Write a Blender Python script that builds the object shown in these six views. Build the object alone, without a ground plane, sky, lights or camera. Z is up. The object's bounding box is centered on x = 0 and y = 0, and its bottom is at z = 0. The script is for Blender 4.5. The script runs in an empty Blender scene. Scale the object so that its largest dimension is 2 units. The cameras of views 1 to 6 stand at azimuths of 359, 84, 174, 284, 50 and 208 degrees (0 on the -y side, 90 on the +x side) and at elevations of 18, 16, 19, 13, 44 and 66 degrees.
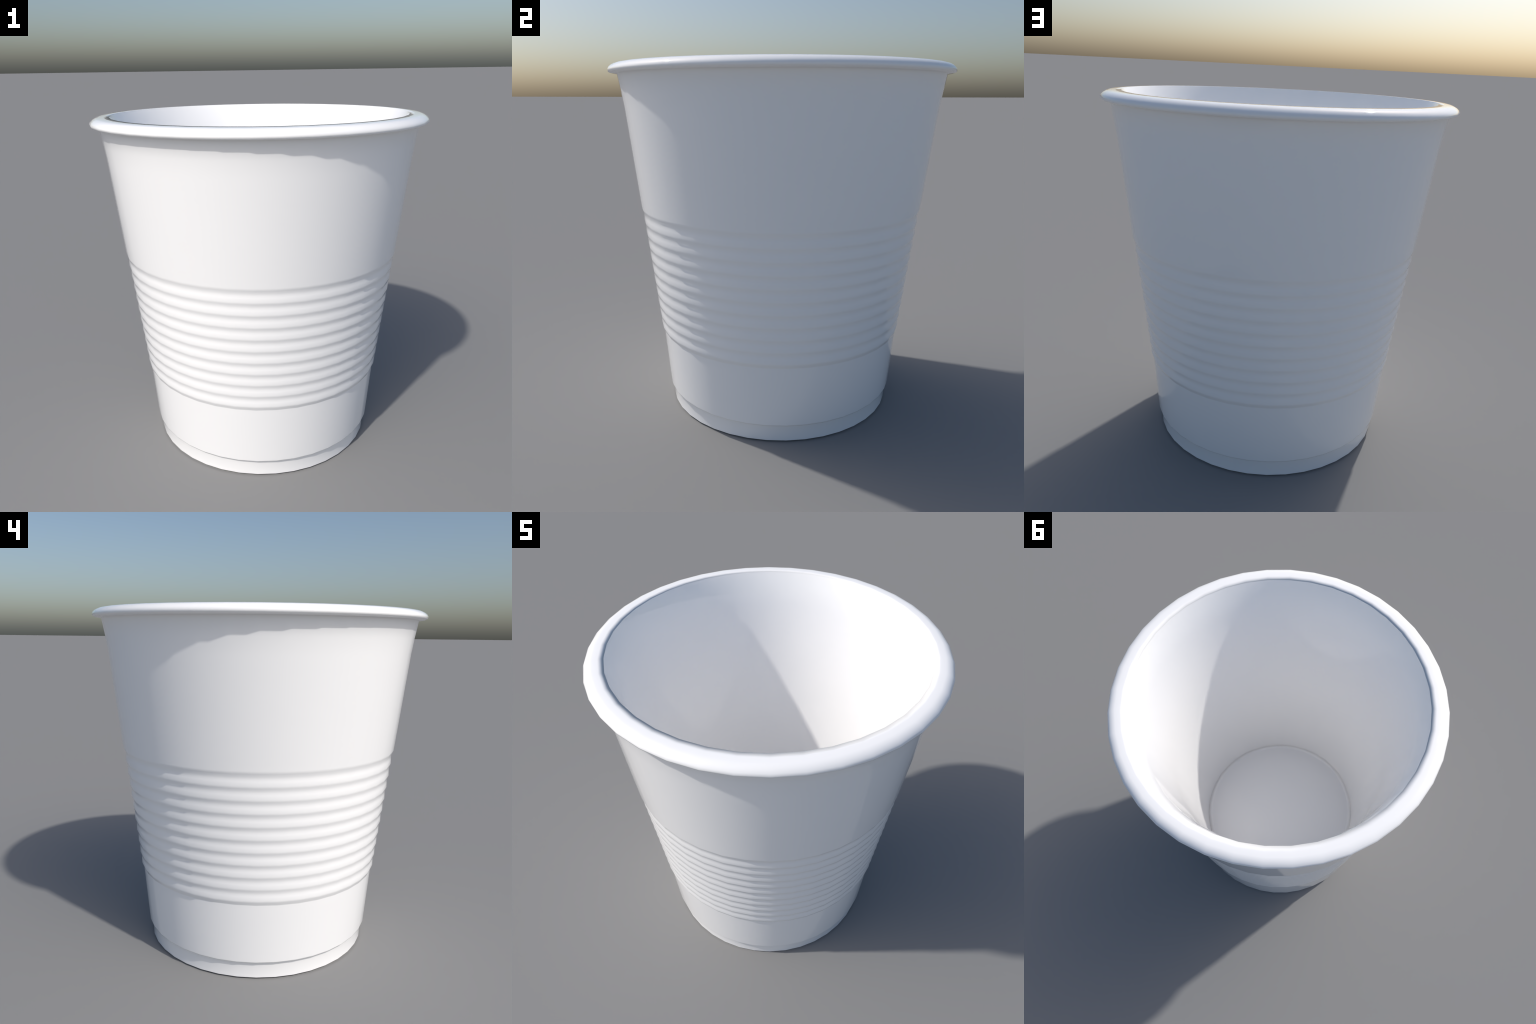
"""White disposable cup: a lathed thin-walled beaker with a rolled rim, a band of
ten moulded ribs, a slightly inset foot ring and a smooth inside."""
import bpy, math
from mathutils import Vector

SEGMENTS = 40                 # facets round the cup
PHASE = math.radians(5.1)     # where the first facet edge stands

# ------------------------------------------------------------------ materials
def make_plastic(name, colour, roughness):
    mat = bpy.data.materials.new(name)
    mat.use_nodes = True
    nt = mat.node_tree
    bsdf = nt.nodes["Principled BSDF"]
    bsdf.inputs["Roughness"].default_value = roughness
    bsdf.inputs["IOR"].default_value = 1.45
    # faint milky unevenness of thin moulded plastic
    coord = nt.nodes.new("ShaderNodeTexCoord")
    noise = nt.nodes.new("ShaderNodeTexNoise")
    noise.inputs["Scale"].default_value = 1.5
    noise.inputs["Detail"].default_value = 2.0
    ramp = nt.nodes.new("ShaderNodeValToRGB")
    lo = [c * 0.997 for c in colour]
    ramp.color_ramp.elements[0].color = (*lo, 1)
    ramp.color_ramp.elements[1].color = (*colour, 1)
    nt.links.new(coord.outputs["Object"], noise.inputs["Vector"])
    nt.links.new(noise.outputs["Fac"], ramp.inputs["Fac"])
    nt.links.new(ramp.outputs["Color"], bsdf.inputs["Base Color"])
    return mat

PLASTIC = make_plastic("white_plastic", (1.0, 1.0, 1.0), 0.0)

# ------------------------------------------------------------------ profile
# A section is a list of points; the sections follow one another from
# the rim's inner edge over the outside down to the foot, under it, and up the inside.
# Where crease is set the surface has an edge and normals are not carried across.

RIM_EDGE = (0.8545, 2.0000)       # sharp inner edge where lip and inside wall meet
WALL_BREAK = (0.8245, 1.2175)     # where the plain upper wall ends
LOWER_BREAK = (0.7295, 0.4680)    # where the plain lower wall begins
FOOT_EDGE = (0.7014, 0.1150)
FLOOR_Z = 0.175
FLOOR_EDGE = (0.6060, 0.184)
RIBS = 10
RIB_PITCH = 0.0714
RIB_LAST = 0.4963                 # height of the lowest rib's lower edge
RIB_R, RIB_TAPER = 0.7412, 0.1118

def rib_section(k):
    """Rib k, counted from the top, downward: shoulder, face, lower edge, groove."""
    zb = RIB_LAST + RIB_PITCH * (RIBS - 1 - k)
    rb = RIB_R + RIB_TAPER * (zb - RIB_LAST)
    zt = zb + RIB_PITCH - 0.0235
    return [(rb, zt), (rb - 0.0016, zt - 0.0135), (rb - 0.0009, zb + 0.023),
            (rb, zb), (rb - 0.0036, zb - 0.0125)]

def lerp(a, b, t):
    return tuple(x + (y - x) * t for x, y in zip(a, b))

profile = []                      # (r, z, crease, part starting here)
def put(r, z, part=None, crease=False):
    profile.append((r, z, crease, part))

# rim: flat on top towards the inside, rolled over outside, flat underneath
put(*RIM_EDGE, "rim")
put(0.8860, 2.0000)
put(0.9140, 1.9995)
put(0.9305, 1.9960)
put(0.9450, 1.9890)
put(0.9565, 1.9790)
put(0.9630, 1.9680)
put(0.9605, 1.9575)
put(0.9520, 1.9525)
put(0.9152, 1.9470, "upper_wall")
put(0.8978, 1.8520)               # the mouth flares a little towards the lip
put(0.8858, 1.7700)
put(*WALL_BREAK)
put(0.8185, 1.2020)
for k in range(RIBS):
    for n, p in enumerate(rib_section(k)):
        put(*p, "rib" if n == 0 else None)
put(*LOWER_BREAK, "lower_wall")
put(*lerp(LOWER_BREAK, FOOT_EDGE, 0.014))
put(*FOOT_EDGE)
put(0.6978, 0.1075)                # rounded under, then the recessed foot ring
put(0.6815, 0.0978, "foot", -10.0)
put(0.6810, 0.0080, "underside", True)
put(0.6680, 0.0000, None, True)
put(0.6600, 0.0000, None, True)
put(0.6450, 0.0600)
put(0.0, 0.0600, None, True)
put(0.0, FLOOR_Z, "inner_floor", True)
put(0.572, FLOOR_Z)
put(*FLOOR_EDGE, "inner_wall")
put(0.7140, 1.2000)
put(0.8010, 1.8000)               # same flare inside
put(*RIM_EDGE)

# Facet normals in (r, z): the profile runs with the outside on its left. A point's
# normal is the mean of the facets meeting there, weighted by their area.
def facet(i):
    (r0, z0), (r1, z1) = profile[i][:2], profile[i + 1][:2]
    n = Vector((-(z1 - z0), (r1 - r0)))
    return n.normalized() * (n.length * (r0 + r1))

facets = [facet(i) for i in range(len(profile) - 1)]

def point_normal(i, side):
    """Normal of profile point i seen from the facet before (-1) or after (+1)."""
    before = facets[i - 1]            # the profile is closed: the last facet ends at
    after = facets[i % len(facets)]   # the rim edge, where the first one starts
    if side > 0 and isinstance(profile[i][2], float):      # crease with a set lean
        lean = math.radians(profile[i][2])
        return Vector((math.cos(lean), math.sin(lean)))
    if profile[i][2]:
        return (before if side < 0 else after).normalized()
    return (before + after).normalized()

# ------------------------------------------------------------------ lathe
cup = bpy.data.objects.new("plastic_cup", None)
cup["label"] = "white ribbed disposable plastic cup with rolled rim"
cup["category"] = "plastic cup"
bpy.context.scene.collection.objects.link(cup)

def lathe(name, first, last):
    """Turn profile points first..last into one mesh, creases split."""
    verts, normals, faces = [], [], []
    def add_ring(i, side):
        r, z = profile[i][:2]
        nr, nz = point_normal(i, side)
        start = len(verts)
        if r < 1e-6:
            verts.append((0, 0, z)); normals.append((0, 0, 1 if nz > 0 else -1))
            return [start] * SEGMENTS
        for s in range(SEGMENTS):
            a = PHASE + 2 * math.pi * s / SEGMENTS
            c, d = math.cos(a), math.sin(a)
            verts.append((r * c, r * d, z)); normals.append((nr * c, nr * d, nz))
        return list(range(start, start + SEGMENTS))
    ring = add_ring(first, +1)
    for i in range(first + 1, last + 1):
        if profile[i][0] == profile[i - 1][0] == 0.0:      # hop along the axis
            continue
        nxt = add_ring(i, -1)
        for s in range(SEGMENTS):
            t = (s + 1) % SEGMENTS
            quad = [ring[s], ring[t], nxt[t], nxt[s]]
            quad = [v for n, v in enumerate(quad) if v not in quad[:n]]
            faces.append(quad[::-1])
        ring = add_ring(i, +1) if profile[i][2] and i < last else nxt
    me = bpy.data.meshes.new(name)
    me.from_pydata(verts, [], faces)
    me.shade_smooth()
    me.validate()
    me.normals_split_custom_set_from_vertices([Vector(n).normalized() for n in normals])
    me.materials.append(PLASTIC)
    ob = bpy.data.objects.new(name, me)
    bpy.context.scene.collection.objects.link(ob)
    ob.parent = cup
    return ob

starts = [i for i, p in enumerate(profile) if p[3]]
for a, b in zip(starts, starts[1:] + [len(profile) - 1]):
    lathe(profile[a][3], a, b)
